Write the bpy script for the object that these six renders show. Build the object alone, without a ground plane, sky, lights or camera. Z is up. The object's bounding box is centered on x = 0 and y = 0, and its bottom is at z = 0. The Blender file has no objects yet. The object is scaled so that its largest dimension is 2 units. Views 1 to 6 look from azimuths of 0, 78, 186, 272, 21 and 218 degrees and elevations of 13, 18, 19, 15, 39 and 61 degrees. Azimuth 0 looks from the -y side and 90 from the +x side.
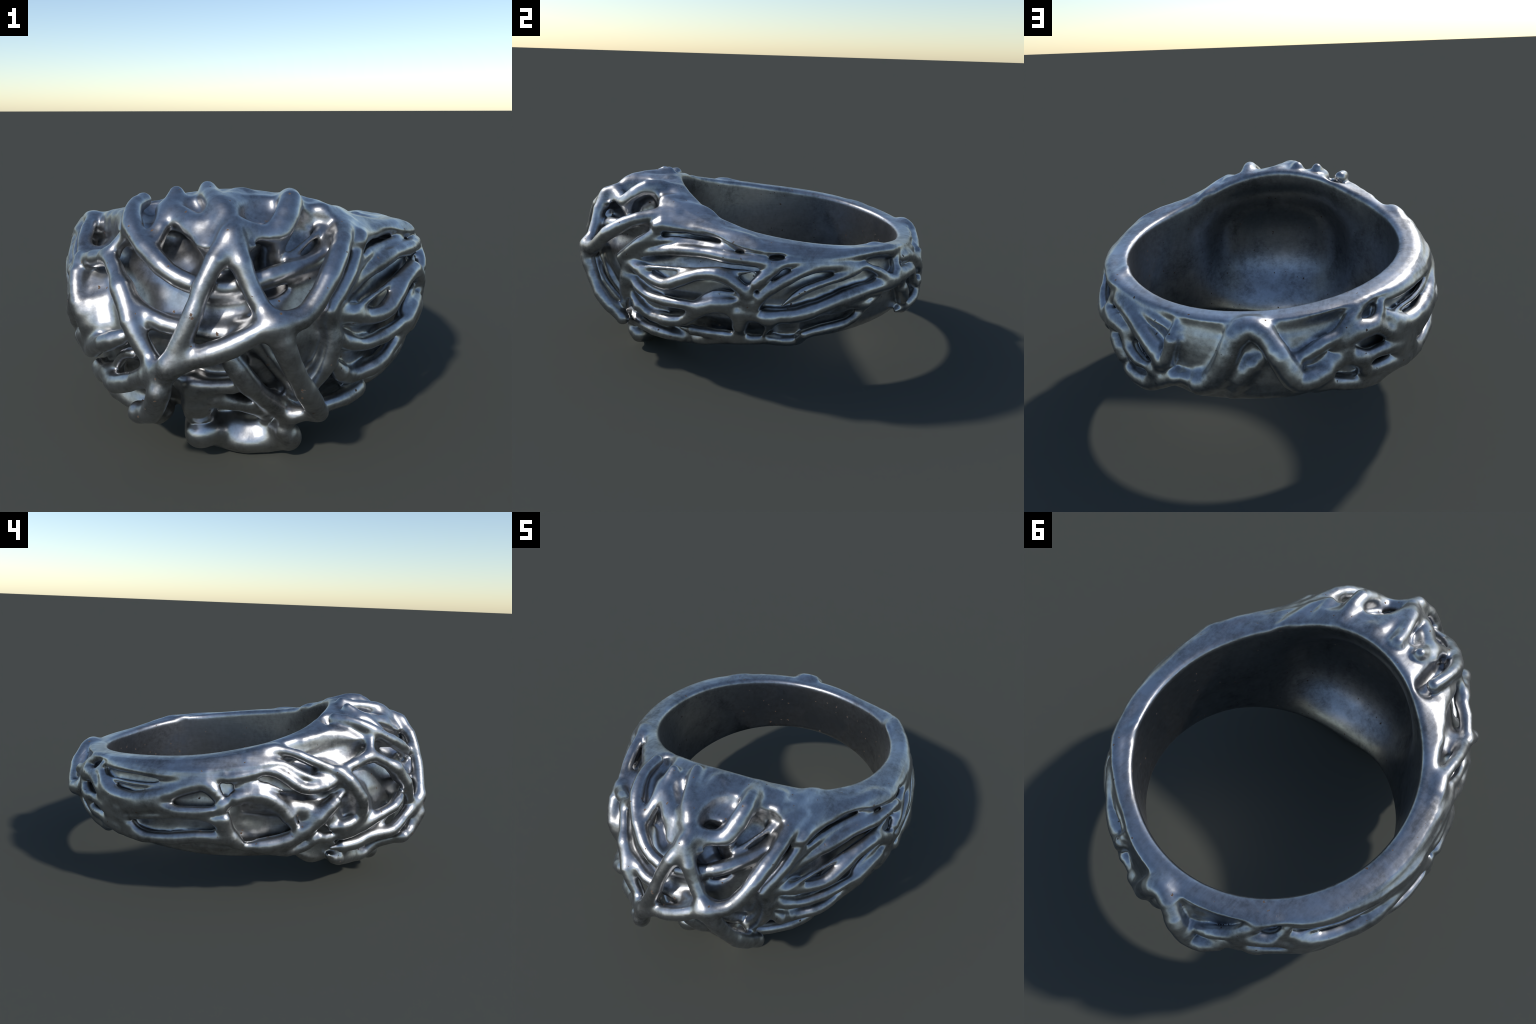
import math
import bpy
import numpy as np

# depth of the hollows between the vines, and how softly vines melt into each other
RIM_LIP = .045
WALL_SIDE = .075
WALL_FRONT = .08
BLEND = {'front': .036, 'side': .034, 'back': .034}

AXIS_Y = 0.2          # the finger axis stands here; angle 0 looks to the front (-y), 90 to +x

# Outer envelope of the ring: (radius, height) section through the crests of the
# vines, from the inside of the top edge round the outside to the inside of the bottom edge.
SECTIONS = {
    0:    [(.50, .905), (.72, .94), (.905, .925), (1.065, .81), (1.165, .60), (1.16, .36), (.98, .13), (.82, .01), (.50, .09)],
    20:   [(.50, .865), (.72, .90), (.86, .875), (.97, .77), (1.04, .57), (1.05, .37), (.97, .19), (.80, .05), (.50, .11)],
    40:   [(.50, .805), (.70, .815), (.78, .79), (.865, .69), (.93, .54), (.93, .37), (.86, .21), (.76, .13), (.50, .14)],
    60:   [(.50, .758), (.68, .765), (.775, .752), (.838, .675), (.872, .54), (.86, .39), (.81, .255), (.73, .182), (.50, .18)],
    90:   [(.50, .715), (.67, .718), (.725, .70), (.765, .63), (.795, .53), (.795, .41), (.765, .285), (.70, .217), (.50, .23)],
    120:  [(.50, .68), (.67, .682), (.715, .665), (.745, .60), (.765, .53), (.765, .43), (.75, .32), (.70, .252), (.50, .265)],
    150:  [(.50, .645), (.665, .645), (.70, .625), (.73, .58), (.75, .52), (.76, .42), (.755, .32), (.71, .27), (.50, .297)],
    180:  [(.50, .645), (.665, .642), (.70, .62), (.73, .57), (.75, .50), (.755, .43), (.75, .33), (.70, .28), (.50, .306)],
    -150: [(.50, .665), (.67, .663), (.71, .645), (.75, .59), (.765, .52), (.765, .43), (.745, .34), (.70, .275), (.50, .297)],
    -120: [(.50, .698), (.67, .698), (.72, .68), (.755, .61), (.775, .53), (.775, .42), (.75, .32), (.70, .25), (.50, .275)],
    -90:  [(.50, .73), (.68, .736), (.73, .715), (.77, .64), (.80, .53), (.795, .40), (.76, .28), (.71, .215), (.50, .25)],
    -60:  [(.50, .782), (.69, .795), (.75, .77), (.81, .67), (.835, .54), (.83, .38), (.79, .25), (.73, .18), (.50, .23)],
    -40:  [(.50, .835), (.70, .845), (.80, .815), (.895, .70), (.95, .55), (.94, .37), (.87, .205), (.775, .125), (.50, .20)],
    -20:  [(.50, .895), (.72, .91), (.86, .885), (.98, .77), (1.07, .58), (1.09, .37), (.99, .18), (.82, .07), (.50, .15)],
}


def catmull(p0, p1, p2, p3, t):
    return 0.5 * (2 * p1 + (p2 - p0) * t + (2 * p0 - 5 * p1 + 4 * p2 - p3) * t * t
                  + (3 * p1 - p0 - 3 * p2 + p3) * t ** 3)


def section_table(sections, step=2):
    """Sections at every `step` degrees, smoothed along the section."""
    keys = sorted(sections)
    S = np.array([sections[k] for k in keys], float)
    fine = []
    n = S.shape[1]
    for i in range(n - 1):                      # smooth along each section
        a, b = S[:, max(i - 1, 0)], S[:, min(i + 2, n - 1)]
        for t in (0, .5):
            fine.append(catmull(a, S[:, i], S[:, i + 1], b, t))
    fine.append(S[:, -1])
    S = np.stack(fine, 1)
    K = len(keys)
    ang = np.array(keys, float)
    out = []
    for d in np.arange(-180, 180, step):        # and round the ring (monotone: no overshoot)
        j = np.searchsorted(ang, d, side='right') - 1
        i0, i1 = j % K, (j + 1) % K
        lo, hi = ang[i0], ang[i1]
        if hi <= lo:
            hi += 360
        dd = d if d >= lo else d + 360
        t = (dd - lo) / (hi - lo)
        out.append(catmull(S[(i0 - 1) % K], S[i0], S[i1], S[(i1 + 1) % K], t))
    return np.array(out)


def section_distance(table, theta, r, z):
    """Signed distance in the section plane; theta, r, z are flat arrays."""
    n = len(table)
    f = (np.degrees(theta) + 180) % 360 / (360 / n)
    i = np.floor(f).astype(int) % n
    t = (f - np.floor(f))[:, None, None]
    P = (table[i] * (1 - t) + table[(i + 1) % n] * t).astype(np.float32)
    r = r.astype(np.float32)
    z = z.astype(np.float32)
    best = np.full(r.shape, 9., np.float32)
    inside = np.zeros(r.shape, bool)
    m = P.shape[1]
    for k in range(m):
        a, b = P[:, k], P[:, (k + 1) % m]
        ex, ez = b[:, 0] - a[:, 0], b[:, 1] - a[:, 1]
        px, pz = r - a[:, 0], z - a[:, 1]
        h = np.clip((px * ex + pz * ez) / (ex * ex + ez * ez + 1e-12), 0, 1)
        if k < m - 1:
            best = np.minimum(best, (px - ex * h) ** 2 + (pz - ez * h) ** 2)
        cross = ((a[:, 1] > z) != (b[:, 1] > z)) & (px < ex * pz / np.where(ez == 0, 1e-9, ez))
        inside ^= cross
    best = np.sqrt(best)
    return np.where(inside, -best, best)


def bore_distance(x, y, z):
    """Negative inside the round finger hole."""
    a = np.arctan2(x - .008, .182 - y)
    return np.hypot(x - .008, y - .182) - .620 + .012 * np.exp(-(((a - 2.7 + np.pi) % (2 * np.pi) - np.pi) / .6) ** 2) + 0 * z


def hollow_distance(x, y, z):
    """Negative inside the scooped-out back of the bezel, behind the front wall."""
    p = (np.abs((x - .01) / .38) ** 2.3 + np.abs((y + .33) / .30) ** 2.3 + np.abs((z - .47) / .33) ** 2.3) ** (1 / 2.3)
    return (p - 1) * .27

# ---------------------------------------------------------------- solid modelling on a fine grid
STEP = 0.0065
LOW = np.array([-0.95, -1.12, -0.06])
SIZE = (np.array([1.90, 2.24, 1.14]) / STEP).astype(int)
GX, GY, GZ = [(LOW[i] + STEP * np.arange(SIZE[i])).astype(np.float32) for i in range(3)]


def smooth_union(a, b, k):
    h = np.clip(k - np.abs(a - b), 0, None) / k
    return np.minimum(a, b) - h * h * k * .25


def smooth_cut(a, b, k):
    return -smooth_union(-a, -b, k)


def ramp(x, lo, hi):
    t = np.clip((x - lo) / (hi - lo), 0, 1)
    return t * t * (3 - 2 * t)


def body_field():
    """The wall of the ring under the vines: envelope pushed in by the depth of the hollows."""
    table = section_table(SECTIONS)
    X, Y = np.meshgrid(GX, GY, indexing='ij')
    R = np.hypot(X, Y - AXIS_Y)
    keep = (R > .52) & (R < 1.3)
    xs, ys, rs = X[keep], Y[keep], R[keep]
    theta = np.arctan2(xs, AXIS_Y - ys)
    nz = len(GZ)
    field = np.full((len(GX), len(GY), nz), .3, np.float32)
    out = np.empty((len(xs), nz), np.float32)
    deg = np.degrees(theta)
    front = 1 - ramp(np.abs(deg + 2), 22, 44)
    rim = np.interp(np.abs(deg), [0, 30, 60, 90, 120, 180], [.91, .86, .77, .725, .69, .645])
    lip = RIM_LIP - .03 * ramp(np.abs(deg), 90, 120)
    wall = WALL_SIDE - .045 * ramp(np.abs(deg), 150, 166) + .022 * np.exp(-((deg + 60) / 14) ** 2) + .01 * np.exp(-((deg - 40) / 18) ** 2)
    low = np.exp(-((deg - 2) / 14) ** 2)
    for k in range(nz):
        z = np.full(len(xs), GZ[k], np.float32)
        d = section_distance(table, theta, rs, z)
        side = wall * ramp(rim - z, lip, lip + .06) * ramp(z, .1, .3)
        deep = (WALL_FRONT + .035 * low * (1 - ramp(z, .35, .5))) * ramp(.83 - z, .0, .14) * ramp(rs, .66, .86) * ramp(z, -.02, .10)
        top = .012 * ramp(rs, .66, .74)
        d = d + side * (1 - front) * ramp(rs, .64, .72) + np.maximum(deep, top) * front
        out[:, k] = d
    field[keep] = out
    return field


VINES = []


def vine(kind, *points):
    """One tendril through (angle, radius, height, thickness) stations."""
    VINES.append((kind, np.array(points, float)))


vine('front', (-0.8, 1.040, 0.830, 0.037), (-3.0, 1.100, 0.763, 0.037), (-4.8, 1.130, 0.690, 0.037), (-6.1, 1.152, 0.612, 0.037), (-7.5, 1.163, 0.545, 0.037), (-9.0, 1.170, 0.485, 0.037), (-10.3, 1.170, 0.430, 0.036), (-11.5, 1.165, 0.360, 0.036), (-13.5, 1.125, 0.280, 0.034))
vine('front', (-0.3, 1.050, 0.825, 0.038), (1.1, 1.090, 0.750, 0.038), (2.5, 1.110, 0.683, 0.038), (4.0, 1.130, 0.629, 0.038), (5.7, 1.155, 0.580, 0.038))
vine('front', (-9.5, 1.175, 0.450, 0.041), (-6.9, 1.165, 0.471, 0.041), (-4.6, 1.170, 0.488, 0.041), (-0.4, 1.172, 0.521, 0.041), (3.2, 1.168, 0.560, 0.041), (6.0, 1.162, 0.580, 0.043), (10.1, 1.140, 0.592, 0.039), (12.7, 1.115, 0.630, 0.041), (15.4, 1.080, 0.689, 0.041), (20.3, 0.980, 0.766, 0.041), (24.3, 0.885, 0.793, 0.036), (29.0, 0.800, 0.800, 0.030))
vine('front', (-28.0, 0.740, 0.882, 0.036), (-26.0, 0.830, 0.872, 0.034), (-22.5, 0.919, 0.829, 0.038), (-18.6, 0.980, 0.787, 0.038), (-15.2, 1.018, 0.755, 0.038), (-11.2, 1.061, 0.714, 0.038), (-7.4, 1.075, 0.685, 0.038), (-3.8, 1.065, 0.668, 0.038), (0.0, 1.050, 0.667, 0.038), (4.3, 1.038, 0.686, 0.038), (7.7, 1.022, 0.700, 0.038), (13.4, 0.960, 0.705, 0.038), (18.8, 0.900, 0.718, 0.038), (21.5, 0.880, 0.765, 0.038))
vine('front', (-16.5, 0.760, 0.918, 0.031), (-16.0, 0.871, 0.853, 0.031), (-15.7, 0.922, 0.817, 0.031), (-16.7, 0.964, 0.760, 0.031))
vine('front', (-17.8, 0.823, 0.857, 0.030), (-11.7, 0.874, 0.843, 0.048), (-6.6, 0.929, 0.830, 0.050), (-3.4, 0.901, 0.844, 0.060), (-1.8, 0.990, 0.800, 0.045))
vine('front', (-8.7, 0.716, 0.930, 0.036), (-7.0, 0.785, 0.916, 0.036), (-3.7, 0.901, 0.901, 0.036), (-1.9, 0.949, 0.878, 0.036))
vine('front', (1.8, 0.714, 0.902, 0.031), (-0.2, 0.723, 0.904, 0.031), (-1.8, 0.883, 0.892, 0.031), (-2.2, 0.958, 0.855, 0.031))
vine('front', (14.5, 0.700, 0.870, 0.043), (13.2, 0.780, 0.905, 0.043), (12.2, 0.850, 0.903, 0.043), (10.3, 0.905, 0.865, 0.043), (8.0, 0.935, 0.810, 0.043), (7.0, 0.925, 0.735, 0.043), (8.0, 0.895, 0.660, 0.043))
vine('front', (8.0, 0.935, 0.810, 0.038), (5.5, 0.965, 0.815, 0.038), (2.5, 0.980, 0.830, 0.038), (0.0, 1.000, 0.850, 0.038))
vine('front', (29.6, 0.714, 0.816, 0.016), (18.9, 0.849, 0.794, 0.016), (14.0, 0.903, 0.763, 0.016), (10.1, 0.943, 0.729, 0.016))
vine('front', (18.4, 0.717, 0.868, 0.031), (22.5, 0.726, 0.855, 0.031), (26.3, 0.768, 0.836, 0.031), (120.7, 0.685, 0.645, 0.031), (33.4, 0.802, 0.768, 0.031), (27.2, 0.897, 0.725, 0.031), (23.1, 0.953, 0.670, 0.031), (19.8, 0.994, 0.608, 0.031), (17.1, 1.023, 0.569, 0.031))
vine('front', (-40.0, 0.885, 0.665, 0.036), (-34.0, 0.910, 0.690, 0.036), (-30.0, 0.920, 0.703, 0.036), (-27.0, 0.953, 0.712, 0.036), (-23.1, 1.003, 0.676, 0.036), (-20.5, 1.045, 0.641, 0.036), (-18.5, 1.050, 0.600, 0.036), (-14.6, 1.070, 0.570, 0.036), (-11.8, 1.085, 0.553, 0.036), (-9.0, 1.085, 0.543, 0.036), (-3.6, 1.090, 0.536, 0.036), (-0.6, 1.095, 0.540, 0.036), (2.8, 1.120, 0.560, 0.036))
vine('front', (-20.5, 1.045, 0.641, 0.038), (-17.4, 1.100, 0.556, 0.038), (-15.6, 1.111, 0.499, 0.038), (-13.9, 1.119, 0.455, 0.038), (-12.0, 1.140, 0.425, 0.038))
vine('front', (-28.0, 0.935, 0.710, 0.028), (-26.1, 0.931, 0.754, 0.028), (-24.1, 0.918, 0.788, 0.028), (-22.5, 0.915, 0.820, 0.028))
vine('front', (-42.5, 0.809, 0.628, 0.072), (-34.2, 0.888, 0.548, 0.072), (-30.4, 0.924, 0.459, 0.072))
vine('front', (-68.3, 0.729, 0.529, 0.060), (-50.5, 0.794, 0.478, 0.060), (-41.3, 0.848, 0.426, 0.060))
vine('front', (-31.9, 0.880, 0.223, 0.024), (-25.2, 0.990, 0.334, 0.024), (-21.2, 1.033, 0.411, 0.024), (-18.6, 1.049, 0.427, 0.024))
vine('front', (-11.3, 1.185, 0.365, 0.030), (-13.5, 1.140, 0.272, 0.035), (-16.5, 1.105, 0.252, 0.032))
vine('front', (-8.3, 1.025, 0.332, 0.036), (-7.7, 0.984, 0.258, 0.060), (-9.3, 0.869, 0.137, 0.060), (-8.3, 0.924, 0.100, 0.060))
vine('front', (-10.6, 0.997, 0.329, 0.034), (-6.1, 1.032, 0.330, 0.034), (-0.8, 1.040, 0.337, 0.034))
vine('front', (-0.6, 1.110, 0.452, 0.041), (1.6, 1.094, 0.381, 0.041), (4.3, 1.034, 0.299, 0.041), (8.7, 0.947, 0.210, 0.041), (15.8, 0.862, 0.142, 0.041), (19.0, 0.866, 0.145, 0.041))
vine('front', (6.3, 1.140, 0.560, 0.041), (7.1, 1.165, 0.525, 0.041), (8.5, 1.150, 0.453, 0.041), (10.5, 1.127, 0.371, 0.041), (12.7, 1.090, 0.300, 0.041), (15.5, 1.020, 0.215, 0.041))
vine('front', (-3.8, 1.012, 0.275, 0.036), (0.8, 0.982, 0.244, 0.036), (4.3, 0.944, 0.209, 0.036), (8.0, 0.861, 0.125, 0.036), (9.6, 0.949, 0.120, 0.036), (11.3, 0.929, 0.080, 0.036))
vine('front', (-5.3, 0.827, 0.100, 0.054), (-1.3, 0.834, 0.090, 0.054), (4.4, 0.841, 0.085, 0.054), (8.0, 0.860, 0.085, 0.054))
vine('front', (-6.2, 0.906, 0.100, 0.050), (-4.0, 0.866, 0.065, 0.050), (-0.3, 0.869, 0.045, 0.050), (4.2, 0.877, 0.042, 0.050), (8.8, 0.875, 0.050, 0.050), (11.0, 0.910, 0.070, 0.050))
vine('front', (17.4, 0.997, 0.534, 0.042), (18.2, 1.001, 0.467, 0.042), (17.5, 1.002, 0.401, 0.042), (16.1, 0.997, 0.347, 0.042), (13.6, 0.988, 0.293, 0.042))
vine('front', (3.5, 1.074, 0.494, 0.029), (6.2, 1.052, 0.419, 0.029), (9.2, 1.003, 0.341, 0.029), (13.1, 0.909, 0.228, 0.029))
vine('hollow', (-26.8, 0.715, 0.861, 0.034), (-22.3, 0.833, 0.855, 0.034), (-19.8, 0.891, 0.827, 0.034))
vine('hollow', (-10.1, 0.825, 0.901, 0.036), (-7.3, 0.903, 0.885, 0.036))
vine('hollow', (4.6, 0.861, 0.901, 0.032), (3.1, 0.917, 0.885, 0.032), (2.8, 0.961, 0.861, 0.032))
vine('hollow', (7.5, 0.840, 0.897, 0.034), (6.1, 0.913, 0.877, 0.034), (4.9, 0.973, 0.845, 0.034))
vine('hollow', (18.3, 0.858, 0.845, 0.034), (15.0, 0.881, 0.810, 0.055), (11.4, 0.932, 0.771, 0.055), (9.1, 0.963, 0.728, 0.055))
vine('hollow', (19.3, 0.889, 0.797, 0.042), (16.1, 0.922, 0.771, 0.042), (12.3, 0.973, 0.741, 0.042))
vine('hollow', (-13.7, 0.905, 0.796, 0.052), (-11.7, 0.946, 0.767, 0.052), (-9.7, 0.984, 0.739, 0.052))
vine('hollow', (-0.1, 0.907, 0.174, 0.040), (2.9, 0.875, 0.142, 0.040), (5.5, 0.856, 0.125, 0.040))
vine('hollow', (2.3, 0.936, 0.763, 0.060), (3.3, 0.971, 0.720, 0.060), (4.9, 0.985, 0.686, 0.060))
vine('hollow', (5.8, 0.948, 0.771, 0.055), (6.3, 0.988, 0.717, 0.055))
vine('hollow', (-11.1, 1.094, 0.333, 0.050), (-11.8, 1.049, 0.256, 0.050), (-13.6, 0.963, 0.159, 0.050))
vine('hollow', (-8.7, 1.039, 0.374, 0.045), (-5.8, 1.054, 0.384, 0.045), (-1.7, 1.057, 0.381, 0.045))
vine('hollow', (5.1, 1.083, 0.446, 0.040), (7.4, 1.038, 0.345, 0.040))
vine('hollow', (-69.4, 0.764, 0.438, 0.045), (-65.8, 0.768, 0.419, 0.045), (-61.0, 0.777, 0.406, 0.045))
vine('hollow', (-54.0, 0.817, 0.772, 0.105), (-45.0, 0.852, 0.781, 0.105), (-37.0, 0.888, 0.795, 0.090))
vine('hollow', (-111.3, 0.742, 0.374, 0.035), (-97.7, 0.759, 0.406, 0.035), (-87.2, 0.770, 0.420, 0.035))
vine('side', (-35.1, 0.835, 0.217, 0.040), (-18.3, 0.886, 0.158, 0.040), (-15.8, 0.948, 0.211, 0.040))
vine('side', (25.9, 0.906, 0.752, 0.026), (34.6, 0.823, 0.757, 0.026), (43.8, 0.772, 0.752, 0.026), (53.8, 0.750, 0.749, 0.026), (59.5, 0.745, 0.739, 0.026), (64.1, 0.772, 0.714, 0.026), (69.0, 0.772, 0.697, 0.026))
vine('side', (17.1, 1.009, 0.600, 0.021), (24.8, 0.936, 0.665, 0.021), (32.5, 0.859, 0.699, 0.021), (41.7, 0.799, 0.700, 0.021), (51.4, 0.784, 0.701, 0.021), (58.9, 0.765, 0.707, 0.021), (63.7, 0.764, 0.695, 0.021))
vine('side', (16.9, 0.984, 0.557, 0.034), (24.3, 0.925, 0.610, 0.034), (31.5, 0.879, 0.641, 0.034), (38.7, 0.854, 0.662, 0.034), (46.9, 0.826, 0.668, 0.034), (55.9, 0.819, 0.665, 0.034), (64.0, 0.803, 0.660, 0.034), (71.0, 0.786, 0.648, 0.034))
vine('side', (16.1, 0.990, 0.541, 0.037), (23.3, 0.964, 0.526, 0.037), (27.8, 0.940, 0.497, 0.037), (34.3, 0.923, 0.490, 0.037), (39.1, 0.905, 0.523, 0.037), (46.2, 0.876, 0.574, 0.037), (52.2, 0.860, 0.588, 0.037), (56.3, 0.846, 0.566, 0.037), (59.6, 0.842, 0.536, 0.037), (61.7, 0.836, 0.499, 0.037), (62.2, 0.832, 0.449, 0.037))
vine('side', (25.0, 0.968, 0.548, 0.017), (36.6, 0.890, 0.571, 0.017), (44.9, 0.852, 0.581, 0.017), (53.5, 0.833, 0.595, 0.017), (64.1, 0.804, 0.609, 0.017))
vine('side', (61.8, 0.841, 0.508, 0.032), (64.7, 0.830, 0.559, 0.032), (67.6, 0.816, 0.598, 0.032), (70.6, 0.797, 0.627, 0.032), (74.3, 0.777, 0.648, 0.032))
vine('side', (18.4, 0.986, 0.481, 0.032), (22.5, 0.971, 0.431, 0.032), (27.5, 0.949, 0.401, 0.032), (34.4, 0.926, 0.402, 0.032), (41.5, 0.900, 0.410, 0.032), (46.5, 0.882, 0.416, 0.032), (51.4, 0.869, 0.446, 0.032), (56.7, 0.854, 0.456, 0.032), (60.3, 0.844, 0.474, 0.032))
vine('side', (18.8, 0.985, 0.377, 0.037), (21.7, 0.961, 0.317, 0.037), (25.6, 0.919, 0.277, 0.037), (33.5, 0.909, 0.292, 0.037), (39.4, 0.881, 0.313, 0.037), (44.9, 0.877, 0.374, 0.037), (49.0, 0.868, 0.412, 0.037), (54.3, 0.852, 0.424, 0.037), (57.9, 0.837, 0.399, 0.037), (59.1, 0.815, 0.334, 0.037))
vine('side', (45.7, 0.867, 0.446, 0.021), (50.7, 0.851, 0.491, 0.021), (58.2, 0.830, 0.496, 0.021))
vine('side', (62.0, 0.827, 0.496, 0.048), (60.9, 0.820, 0.408, 0.048), (58.8, 0.805, 0.329, 0.048), (58.3, 0.766, 0.251, 0.048))
vine('side', (15.5, 1.020, 0.215, 0.040), (10.2, 0.960, 0.180, 0.037), (22.9, 0.910, 0.185, 0.037), (32.1, 0.846, 0.180, 0.037), (34.2, 0.765, 0.139, 0.037))
vine('side', (37.2, 0.863, 0.252, 0.032), (43.6, 0.831, 0.253, 0.032), (50.1, 0.808, 0.256, 0.032), (57.6, 0.785, 0.262, 0.032))
vine('side', (35.9, 0.783, 0.152, 0.032), (48.6, 0.791, 0.213, 0.032), (57.9, 0.773, 0.235, 0.032), (66.9, 0.759, 0.249, 0.032), (72.7, 0.708, 0.224, 0.032), (79.8, 0.702, 0.233, 0.032), (81.9, 0.748, 0.283, 0.032), (87.9, 0.747, 0.307, 0.032), (95.7, 0.742, 0.323, 0.032), (100.9, 0.743, 0.350, 0.032), (106.1, 0.747, 0.411, 0.032))
vine('side', (62.2, 0.829, 0.390, 0.029), (64.9, 0.822, 0.388, 0.029), (69.6, 0.805, 0.368, 0.029), (67.2, 0.782, 0.286, 0.029))
vine('side', (64.1, 0.810, 0.386, 0.045), (71.1, 0.793, 0.390, 0.045), (78.4, 0.778, 0.398, 0.045), (85.9, 0.766, 0.426, 0.045), (93.3, 0.755, 0.459, 0.045), (102.1, 0.744, 0.485, 0.045), (111.8, 0.735, 0.497, 0.045), (125.6, 0.725, 0.491, 0.045))
vine('side', (64.4, 0.827, 0.418, 0.032), (66.4, 0.829, 0.488, 0.032), (70.0, 0.819, 0.538, 0.032), (75.1, 0.796, 0.583, 0.032), (79.4, 0.774, 0.610, 0.032), (86.6, 0.745, 0.628, 0.032), (98.6, 0.726, 0.622, 0.032), (104.5, 0.722, 0.615, 0.032))
vine('side', (73.3, 0.808, 0.452, 0.026), (79.6, 0.792, 0.520, 0.026), (86.5, 0.769, 0.552, 0.026), (94.1, 0.750, 0.573, 0.026), (101.9, 0.732, 0.595, 0.026), (106.0, 0.724, 0.607, 0.026))
vine('side', (71.0, 0.790, 0.649, 0.029), (74.8, 0.772, 0.658, 0.029), (84.1, 0.741, 0.655, 0.029), (96.9, 0.710, 0.662, 0.029), (108.6, 0.699, 0.661, 0.029), (123.9, 0.693, 0.646, 0.029), (154.0, 0.690, 0.567, 0.029))
vine('side', (105.1, 0.725, 0.613, 0.029), (111.1, 0.733, 0.579, 0.029), (116.1, 0.742, 0.536, 0.029), (123.7, 0.739, 0.510, 0.029), (132.4, 0.724, 0.514, 0.029), (151.6, 0.708, 0.496, 0.029))
vine('side', (125.0, 0.730, 0.495, 0.040), (130.0, 0.727, 0.405, 0.040), (133.4, 0.712, 0.305, 0.040))
vine('side', (90.9, 0.762, 0.397, 0.029), (97.9, 0.755, 0.429, 0.029), (106.1, 0.746, 0.423, 0.029), (112.6, 0.741, 0.446, 0.029))
vine('side', (-134.3, 0.712, 0.631, 0.026), (-120.3, 0.718, 0.641, 0.026), (-108.4, 0.726, 0.643, 0.026), (-98.4, 0.734, 0.644, 0.026), (-89.4, 0.738, 0.659, 0.026), (-80.8, 0.749, 0.663, 0.026))
vine('side', (-134.8, 0.714, 0.596, 0.044), (-129.7, 0.732, 0.538, 0.044), (-124.3, 0.737, 0.505, 0.044), (-115.6, 0.742, 0.504, 0.044), (-106.8, 0.748, 0.524, 0.044), (-99.3, 0.747, 0.560, 0.044), (-93.4, 0.742, 0.596, 0.044), (-88.2, 0.742, 0.616, 0.044), (-84.7, 0.750, 0.604, 0.044), (-82.4, 0.762, 0.569, 0.044), (-80.6, 0.771, 0.525, 0.044))
vine('side', (-128.7, 0.721, 0.572, 0.018), (-115.8, 0.726, 0.577, 0.018), (-104.9, 0.729, 0.590, 0.018), (-95.5, 0.728, 0.620, 0.018), (-88.9, 0.727, 0.642, 0.018))
vine('side', (-121.5, 0.751, 0.441, 0.029), (-110.3, 0.759, 0.480, 0.029), (-102.4, 0.765, 0.497, 0.029), (-96.3, 0.771, 0.488, 0.029), (-88.9, 0.777, 0.493, 0.029), (-83.9, 0.781, 0.501, 0.029), (-80.7, 0.783, 0.518, 0.029))
vine('side', (-80.6, 0.770, 0.525, 0.045), (-80.0, 0.771, 0.454, 0.045), (-78.1, 0.764, 0.387, 0.045), (-74.9, 0.756, 0.333, 0.045), (-71.7, 0.749, 0.303, 0.045))
vine('side', (-118.7, 0.745, 0.406, 0.021), (-107.2, 0.756, 0.436, 0.021), (-97.6, 0.766, 0.458, 0.021), (-88.9, 0.775, 0.465, 0.021), (-83.3, 0.777, 0.444, 0.021), (-79.9, 0.776, 0.400, 0.021))
vine('side', (-160.2, 0.731, 0.480, 0.037), (-145.1, 0.736, 0.445, 0.037), (-140.8, 0.724, 0.370, 0.037), (-126.6, 0.727, 0.360, 0.037), (-118.8, 0.722, 0.331, 0.037), (-110.9, 0.723, 0.319, 0.037), (-99.5, 0.737, 0.334, 0.037), (-88.9, 0.755, 0.361, 0.037), (-80.3, 0.763, 0.358, 0.037), (-75.6, 0.762, 0.336, 0.037))
vine('side', (-134.5, 0.715, 0.614, 0.033), (-139.4, 0.735, 0.560, 0.033), (-152.6, 0.736, 0.517, 0.033))
vine('side', (-124.0, 0.751, 0.475, 0.029), (-128.3, 0.748, 0.436, 0.029), (-125.3, 0.740, 0.376, 0.029))
vine('side', (-80.1, 0.771, 0.521, 0.044), (-75.7, 0.771, 0.556, 0.044), (-70.6, 0.774, 0.570, 0.044), (-65.5, 0.784, 0.560, 0.044), (-60.9, 0.797, 0.518, 0.044), (-57.5, 0.811, 0.460, 0.044), (-54.6, 0.818, 0.395, 0.044))
vine('side', (-71.8, 0.752, 0.308, 0.044), (-63.4, 0.765, 0.307, 0.044), (-56.7, 0.793, 0.329, 0.044), (-52.8, 0.821, 0.362, 0.044), (-49.2, 0.850, 0.411, 0.044), (-45.6, 0.879, 0.476, 0.044), (-42.7, 0.898, 0.521, 0.044), (-40.2, 0.909, 0.557, 0.044))
vine('side', (-83.6, 0.746, 0.642, 0.034), (-76.2, 0.753, 0.652, 0.034), (-69.3, 0.757, 0.670, 0.034), (-65.8, 0.760, 0.680, 0.034), (-61.3, 0.774, 0.671, 0.034), (-57.7, 0.797, 0.641, 0.034), (-54.2, 0.824, 0.603, 0.034), (-50.6, 0.846, 0.589, 0.034), (-45.9, 0.872, 0.601, 0.034), (-41.3, 0.892, 0.622, 0.034))
vine('side', (-75.6, 0.759, 0.611, 0.020), (-70.6, 0.766, 0.615, 0.020), (-64.9, 0.777, 0.613, 0.020), (-59.3, 0.796, 0.584, 0.020))
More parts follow.
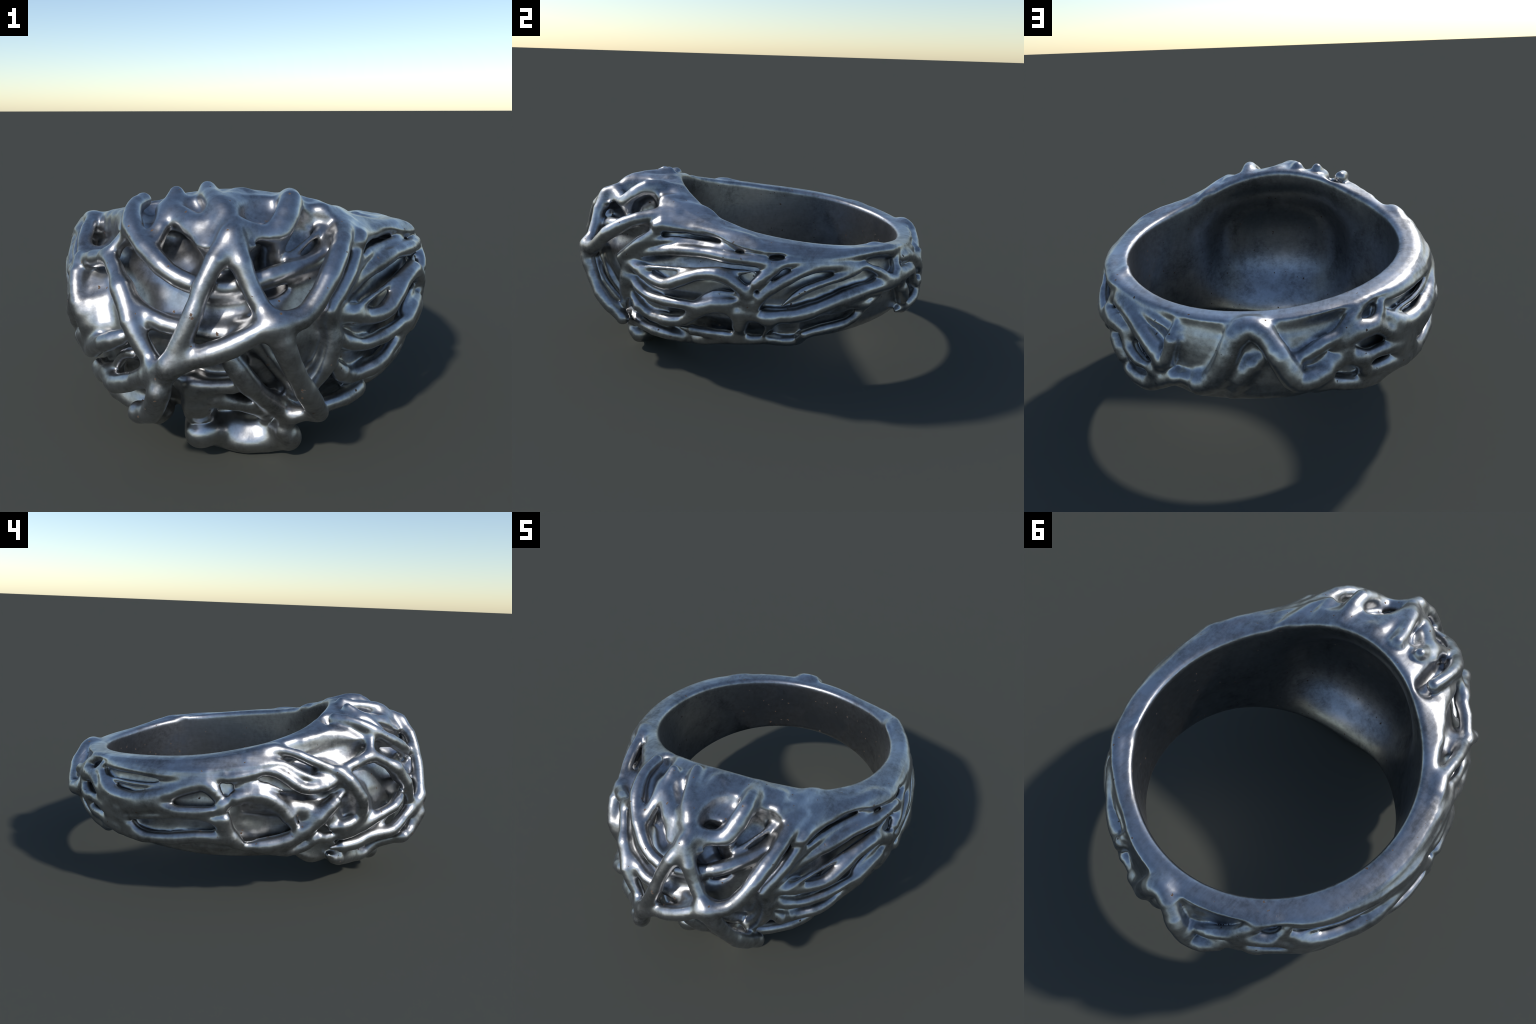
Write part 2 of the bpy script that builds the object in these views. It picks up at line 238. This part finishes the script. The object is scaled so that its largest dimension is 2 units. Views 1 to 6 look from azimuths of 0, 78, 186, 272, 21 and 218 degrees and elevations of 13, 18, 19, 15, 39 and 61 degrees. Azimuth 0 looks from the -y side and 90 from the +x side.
vine('side', (-69.1, 0.689, 0.750, 0.032), (-64.2, 0.703, 0.758, 0.032), (-59.8, 0.714, 0.765, 0.032), (-53.9, 0.754, 0.752, 0.032), (-48.2, 0.808, 0.715, 0.032), (-43.5, 0.853, 0.683, 0.032), (-39.6, 0.889, 0.657, 0.032))
vine('side', (-75.8, 0.709, 0.726, 0.024), (-65.9, 0.740, 0.714, 0.024), (-58.4, 0.765, 0.705, 0.024), (-54.5, 0.799, 0.672, 0.024), (-49.6, 0.836, 0.640, 0.024), (-43.3, 0.875, 0.631, 0.024))
vine('side', (-41.5, 0.890, 0.668, 0.040), (-38.7, 0.930, 0.625, 0.040), (-36.6, 0.960, 0.562, 0.040), (-34.5, 0.972, 0.504, 0.040), (-33.9, 0.956, 0.432, 0.040), (-37.4, 0.927, 0.392, 0.040), (-42.7, 0.890, 0.381, 0.040))
vine('side', (-42.1, 0.882, 0.334, 0.037), (-35.5, 0.932, 0.348, 0.037), (-29.0, 1.005, 0.410, 0.037), (-24.0, 1.070, 0.457, 0.037), (-19.8, 1.078, 0.491, 0.037), (-17.5, 1.080, 0.505, 0.037))
vine('side', (-39.7, 0.862, 0.257, 0.040), (-32.1, 0.925, 0.268, 0.040), (-27.8, 0.977, 0.301, 0.040), (-22.4, 1.061, 0.316, 0.038), (-17.0, 1.100, 0.360, 0.040), (-14.0, 1.130, 0.395, 0.040), (-11.2, 1.165, 0.427, 0.040))
vine('side', (-38.8, 0.841, 0.205, 0.037), (-32.8, 0.851, 0.163, 0.037), (-19.9, 0.902, 0.134, 0.037), (-16.8, 0.972, 0.193, 0.037), (-16.4, 1.116, 0.258, 0.032), (-13.5, 1.140, 0.280, 0.037))
vine('side', (-61.2, 0.763, 0.259, 0.032), (-53.3, 0.798, 0.271, 0.032), (-49.1, 0.836, 0.306, 0.032), (-46.5, 0.861, 0.339, 0.032), (-40.4, 0.882, 0.289, 0.032))
vine('back', (160.9, 0.725, 0.388, 0.051), (166.5, 0.724, 0.379, 0.051), (172.1, 0.727, 0.411, 0.051), (175.3, 0.738, 0.486, 0.051), (177.3, 0.726, 0.555, 0.051), (179.9, 0.708, 0.595, 0.051), (-176.9, 0.702, 0.606, 0.051), (-173.7, 0.719, 0.592, 0.051), (-171.2, 0.742, 0.556, 0.051), (-169.2, 0.760, 0.513, 0.051), (-166.9, 0.765, 0.459, 0.051), (-164.5, 0.770, 0.419, 0.051), (-160.7, 0.767, 0.419, 0.051), (-156.2, 0.744, 0.429, 0.051), (-151.5, 0.732, 0.444, 0.051))
vine('back', (-166.2, 0.732, 0.474, 0.032), (-161.0, 0.744, 0.508, 0.032), (-156.0, 0.741, 0.542, 0.032), (-151.4, 0.731, 0.554, 0.032), (-148.2, 0.721, 0.588, 0.032), (-143.6, 0.703, 0.621, 0.032), (-137.3, 0.690, 0.644, 0.032))
vine('back', (-173.8, 0.709, 0.493, 0.041), (-177.3, 0.720, 0.466, 0.041), (179.0, 0.721, 0.410, 0.041), (176.1, 0.718, 0.343, 0.041))
vine('back', (-150.1, 0.737, 0.525, 0.032), (-145.3, 0.733, 0.560, 0.032), (-138.7, 0.737, 0.551, 0.032), (-131.9, 0.744, 0.500, 0.032), (-119.3, 0.748, 0.423, 0.032))
vine('back', (-149.6, 0.739, 0.491, 0.032), (-143.3, 0.741, 0.444, 0.032), (-136.9, 0.743, 0.447, 0.032), (-127.4, 0.744, 0.424, 0.032), (-112.5, 0.733, 0.342, 0.032))
vine('back', (157.7, 0.685, 0.589, 0.038), (157.3, 0.712, 0.531, 0.038), (155.5, 0.725, 0.454, 0.038), (153.2, 0.726, 0.440, 0.038), (150.6, 0.724, 0.474, 0.038), (146.9, 0.720, 0.516, 0.038), (141.3, 0.710, 0.557, 0.038), (134.0, 0.701, 0.591, 0.038), (124.0, 0.706, 0.603, 0.038))
vine('back', (124.6, 0.707, 0.613, 0.032), (123.0, 0.730, 0.551, 0.032), (129.9, 0.732, 0.523, 0.032), (135.8, 0.729, 0.512, 0.032), (138.3, 0.733, 0.443, 0.032), (143.5, 0.734, 0.406, 0.032), (149.7, 0.733, 0.395, 0.032))
vine('back', (153.8, 0.726, 0.435, 0.038), (150.1, 0.729, 0.394, 0.038), (148.0, 0.723, 0.324, 0.038))
vine('back', (128.2, 0.711, 0.302, 0.038), (139.7, 0.716, 0.306, 0.038), (148.0, 0.723, 0.324, 0.038), (157.9, 0.728, 0.384, 0.038), (162.2, 0.726, 0.395, 0.038))
vine('back', (-163.8, 0.718, 0.354, 0.038), (-155.4, 0.719, 0.365, 0.038), (-146.4, 0.710, 0.330, 0.038), (-134.4, 0.690, 0.297, 0.038), (-128.6, 0.718, 0.339, 0.038), (-117.0, 0.717, 0.317, 0.038))
vine('back', (-152.3, 0.738, 0.450, 0.032), (-149.6, 0.739, 0.491, 0.032), (-150.1, 0.737, 0.525, 0.032))


def vine_path(points, taper):
    a = np.radians(points[:, 0])
    P = np.stack([points[:, 1] * np.sin(a), AXIS_Y - points[:, 1] * np.cos(a), points[:, 2], points[:, 3]], 1)
    n = len(P)
    fine = []
    for i in range(n - 1):
        p0, p3 = P[max(i - 1, 0)], P[min(i + 2, n - 1)]
        m = max(2, int(np.linalg.norm(P[i + 1, :3] - P[i, :3]) / .03))
        for t in np.arange(m) / m:
            fine.append(catmull(p0, P[i], P[i + 1], p3, t))
    fine.append(P[-1])
    fine = np.array(fine)
    along = np.concatenate([[0], np.cumsum(np.linalg.norm(np.diff(fine[:, :3], axis=0), axis=1))])
    fine[:, 3] *= 1 + .05 * np.sin(along * 27 + points[0, 0]) + .03 * np.sin(along * 67 + points[0, 2] * 40)
    if taper:                                  # ends run out into the band
        end = np.minimum(along, along[-1] - along)
        fine[:, 3] *= .45 + .55 * ramp(end, 0, .07)
    return fine


def vine_field(path, box):
    x, y, z = np.meshgrid(GX[box[0]], GY[box[1]], GZ[box[2]], indexing='ij')
    best = np.full(x.shape, 9., np.float32)
    for a, b in zip(path[:-1], path[1:]):
        e = b[:3] - a[:3]
        L = float(e @ e) + 1e-9
        reach = max(a[3], b[3]) + .06
        lo, hi = np.minimum(a, b)[:3] - reach, np.maximum(a, b)[:3] + reach
        s = tuple(slice(*np.searchsorted(g[bx], (lo[i], hi[i]))) for i, (g, bx) in enumerate(zip((GX, GY, GZ), box)))
        px, py, pz = x[s] - a[0], y[s] - a[1], z[s] - a[2]
        h = np.clip((px * e[0] + py * e[1] + pz * e[2]) / L, 0, 1).astype(np.float32)
        d = np.sqrt((px - e[0] * h) ** 2 + (py - e[1] * h) ** 2 + (pz - e[2] * h) ** 2) - (a[3] + (b[3] - a[3]) * h)
        best[s] = np.minimum(best[s], d)
    return best


def surface_of(F):
    """Surface nets: one vertex per cell that the surface crosses, one quad per crossed edge."""
    neg = F < 0
    n = np.array(F.shape) - 1
    corner = [(i, j, k) for i in (0, 1) for j in (0, 1) for k in (0, 1)]
    count = np.zeros(n, np.int8)
    for c in corner:
        count += neg[c[0]:c[0] + n[0], c[1]:c[1] + n[1], c[2]:c[2] + n[2]]
    cells = np.argwhere((count > 0) & (count < 8))
    index = np.full(n, -1, np.int32)
    index[tuple(cells.T)] = np.arange(len(cells))
    acc = np.zeros((len(cells), 3))
    hits = np.zeros(len(cells))
    val = {c: F[tuple((cells + c).T)] for c in corner}
    for c in corner:
        for ax in range(3):
            if c[ax]:
                continue
            d = list(c)
            d[ax] = 1
            d = tuple(d)
            a, b = val[c], val[d]
            m = (a < 0) != (b < 0)
            t = a[m] / (a[m] - b[m])
            p = np.array(c, float) + t[:, None] * (np.array(d) - np.array(c))
            acc[m] += p
            hits[m] += 1
    verts = LOW + STEP * (cells + acc / hits[:, None])
    quads = []
    for ax in range(3):
        u, w = (ax + 1) % 3, (ax + 2) % 3
        lo = [slice(None)] * 3
        hi = [slice(None)] * 3
        lo[ax], hi[ax] = slice(0, -1), slice(1, None)
        a, b = neg[tuple(lo)], neg[tuple(hi)]
        E = np.argwhere(a != b)
        E = E[(E[:, u] > 0) & (E[:, w] > 0) & (E[:, u] < n[u]) & (E[:, w] < n[w])]
        inside = a[tuple(E.T)]
        du, dw = np.zeros(3, int), np.zeros(3, int)
        du[u] = 1
        dw[w] = 1
        q = np.stack([index[tuple((E - o).T)] for o in (du + dw, dw, 0 * du, du)], 1)
        q[~inside] = q[~inside][:, ::-1]
        quads.append(q)
    return verts, np.concatenate(quads)


def largest_piece(verts, quads):
    """Drop crumbs that touch nothing."""
    label = np.arange(len(verts))
    while True:
        low = label[quads].min(1)
        new = label.copy()
        for k in range(4):
            np.minimum.at(new, quads[:, k], low)
        new = new[new]
        if (new == label).all():
            break
        label = new
    main_label = np.bincount(label).argmax()
    keep = label == main_label
    index = np.cumsum(keep) - 1
    return verts[keep], index[quads[keep[quads[:, 0]]]]


def relax(verts, quads, times, amount=.5):
    e = np.unique(np.sort(np.concatenate([quads[:, [0, 1]], quads[:, [1, 2]], quads[:, [2, 3]], quads[:, [3, 0]]]), 1), axis=0)
    deg = np.bincount(e.ravel(), minlength=len(verts))[:, None]
    for k in range(times):
        f = amount if k % 2 == 0 else -amount * .96      # Taubin: smooth without shrinking
        s = np.stack([np.bincount(e[:, 0], verts[e[:, 1], i], len(verts)) + np.bincount(e[:, 1], verts[e[:, 0], i], len(verts)) for i in range(3)], 1)
        verts = verts + f * (s / deg - verts)
    return verts


def build():
    field = body_field()
    owner = np.zeros(field.shape, np.int16)
    closest = field.copy()
    for i, (kind, points) in sorted(enumerate(VINES), key=lambda v: v[1][0] != 'hollow'):
        path = vine_path(points, kind in ('side', 'back'))
        reach = path[:, 3].max() + .05
        lo, hi = path[:, :3].min(0) - reach, path[:, :3].max(0) + reach
        box = tuple(slice(*np.searchsorted(g, (lo[k], hi[k]))) for k, g in enumerate((GX, GY, GZ)))
        d = vine_field(path, box)
        if kind == 'hollow':
            field[box] = smooth_cut(field[box], -d, .05)
            closest[box] = field[box]
            continue
        field[box] = smooth_union(field[box], d, BLEND[kind])
        won = d < closest[box]
        closest[box][won] = d[won]
        owner[box][won] = i + 1
    field += .006                                   # the blends swell everything a little
    bore = bore_distance(GX[:, None, None], GY[None, :, None], GZ[None, None, :])
    scoop = hollow_distance(GX[:, None, None], GY[None, :, None], GZ[None, None, :])
    field = smooth_cut(field, -smooth_union(bore, scoop, .12), .03)          # the finger hole goes clean through
    owner[bore < .025] = 0
    verts, quads = surface_of(field)
    verts, quads = largest_piece(verts, quads)
    verts = relax(verts, quads, 6)
    print('extent', verts.min(0), verts.max(0), len(quads))
    centre = verts[quads].mean(1)
    cell = np.clip(((centre - LOW) / STEP).round().astype(int), 0, SIZE - 1)
    part = owner[tuple(cell.T)]
    return verts, quads, part


def mesh_from(name, verts, quads):
    m = bpy.data.meshes.new(name)
    m.vertices.add(len(verts))
    m.vertices.foreach_set('co', verts.astype(np.float32).ravel())
    m.loops.add(quads.size)
    m.loops.foreach_set('vertex_index', quads.astype(np.int32).ravel())
    m.polygons.add(len(quads))
    m.polygons.foreach_set('loop_start', np.arange(0, quads.size, 4, dtype=np.int32))
    m.polygons.foreach_set('use_smooth', np.ones(len(quads), bool))
    m.update(calc_edges=True)
    return m


def main():
    verts, quads, part = build()
    whole = mesh_from('whole', verts, quads)
    normal = np.empty(len(verts) * 3, np.float32)
    whole.vertices.foreach_get('normal', normal)
    normal = normal.reshape(-1, 3)
    bpy.data.meshes.remove(whole)
    ring = bpy.data.objects.new('vine_ring', None)
    ring['label'] = 'dark steel finger ring of tangled twisting vines'
    ring['category'] = 'ring'
    bpy.context.collection.objects.link(ring)
    metal = steel()
    for i in range(len(VINES) + 1):
        q = quads[part == i]
        if not len(q):
            continue
        used, inv = np.unique(q, return_inverse=True)
        name = 'band' if i == 0 else 'vine'
        m = mesh_from(name, verts[used], inv.reshape(q.shape))
        m.normals_split_custom_set_from_vertices(normal[used].tolist())
        m.materials.append(metal)
        o = bpy.data.objects.new(name, m)
        o.parent = ring
        bpy.context.collection.objects.link(o)


def steel():
    """Worn cast steel: cloudy tarnish, faint brushing, small rust-brown specks and pits."""
    mat = bpy.data.materials.new('worn_steel')
    mat.use_nodes = True
    nt = mat.node_tree
    b = nt.nodes['Principled BSDF']

    def node(kind, **kw):
        n = nt.nodes.new(kind)
        for k, v in kw.items():
            if k in n.inputs:
                n.inputs[k].default_value = v
            else:
                setattr(n, k, v)
        return n

    def link(a, o, c, i):
        nt.links.new(a.outputs[o], c.inputs[i])

    def remap(src, o, lo, hi, to_lo, to_hi):
        m = node('ShaderNodeMapRange')
        m.interpolation_type = 'SMOOTHSTEP'
        for k, v in (('From Min', lo), ('From Max', hi), ('To Min', to_lo), ('To Max', to_hi)):
            m.inputs[k].default_value = v
        link(src, o, m, 'Value')
        return m

    def math_node(op, a, ao, c, co):
        m = node('ShaderNodeMath', operation=op)
        link(a, ao, m, 0)
        if c is None:
            m.inputs[1].default_value = co
        else:
            link(c, co, m, 1)
        return m

    tc = node('ShaderNodeTexCoord')
    clouds = node('ShaderNodeTexNoise', Scale=5.5, Detail=7, Roughness=.66, Distortion=.3)
    link(tc, 'Object', clouds, 'Vector')
    grit = node('ShaderNodeTexNoise', Scale=42, Detail=5, Roughness=.65)
    link(tc, 'Object', grit, 'Vector')
    stretch = node('ShaderNodeMapping')
    stretch.inputs['Scale'].default_value = (70, 5, 110)
    stretch.inputs['Rotation'].default_value = (.1, .05, .35)
    link(tc, 'Object', stretch, 'Vector')
    brush = node('ShaderNodeTexNoise', Scale=1.0, Detail=3, Roughness=.6)
    link(stretch, 'Vector', brush, 'Vector')

    # tarnish colour
    ramp_node = node('ShaderNodeValToRGB')
    e = ramp_node.color_ramp.elements
    e[0].position, e[0].color = .30, (.20, .20, .20, 1)
    e[1].position, e[1].color = .66, (.50, .505, .515, 1)
    mid = e.new(.48)
    mid.color = (.37, .37, .375, 1)
    mix1 = node('ShaderNodeMath', operation='MULTIPLY_ADD')
    link(grit, 'Fac', mix1, 0)
    mix1.inputs[1].default_value = .35
    link(clouds, 'Fac', mix1, 2)
    mix2 = node('ShaderNodeMath', operation='MULTIPLY_ADD')
    link(brush, 'Fac', mix2, 0)
    mix2.inputs[1].default_value = .22
    link(mix1, 0, mix2, 2)
    shift = math_node('SUBTRACT', mix2, 0, None, .285)
    link(shift, 0, ramp_node, 'Fac')

    # specks: few, irregular, some drawn out
    wob = node('ShaderNodeTexNoise', Scale=60, Detail=2)
    link(tc, 'Object', wob, 'Vector')
    off = node('ShaderNodeVectorMath', operation='SCALE')
    off.inputs['Scale'].default_value = .022
    link(wob, 'Color', off, 0)
    moved = node('ShaderNodeVectorMath', operation='ADD')
    link(tc, 'Object', moved, 0)
    link(off, 'Vector', moved, 1)
    cells = node('ShaderNodeTexVoronoi', Scale=27)
    link(moved, 'Vector', cells, 'Vector')
    sep = node('ShaderNodeSeparateColor')
    link(cells, 'Color', sep, 0)
    size = remap(sep, 'Red', .35, 1.0, -.02, .15)
    near = math_node('SUBTRACT', size, 0, cells, 'Distance')
    speck = remap(near, 0, -.01, .03, 0, 1)
    mixc = node('ShaderNodeMix', data_type='RGBA')
    link(speck, 0, mixc, 'Factor')
    link(ramp_node, 'Color', mixc, 'A')
    mixc.inputs['B'].default_value = (.12, .075, .05, 1)
    for i in mixc.inputs:
        if i.type == 'RGBA' and i.name == 'A':
            nt.links.new(ramp_node.outputs['Color'], i)
        if i.type == 'RGBA' and i.name == 'B':
            i.default_value = (.12, .075, .05, 1)
    out = [o for o in mixc.outputs if o.type == 'RGBA'][0]
    nt.links.new(out, b.inputs['Base Color'])

    rough = remap(clouds, 'Fac', .3, .7, .42, .30)
    rough2 = math_node('MULTIPLY_ADD', speck, 0, None, .3)
    link(rough, 0, rough2, 2)
    link(rough2, 0, b, 'Roughness')
    metal = remap(speck, 0, 0, 1, 1, .25)
    link(metal, 0, b, 'Metallic')

    dents = math_node('SUBTRACT', mix2, 0, speck, 0)
    bump = node('ShaderNodeBump', Strength=.12, Distance=.006)
    link(dents, 0, bump, 'Height')
    link(bump, 'Normal', b, 'Normal')
    return mat


main()
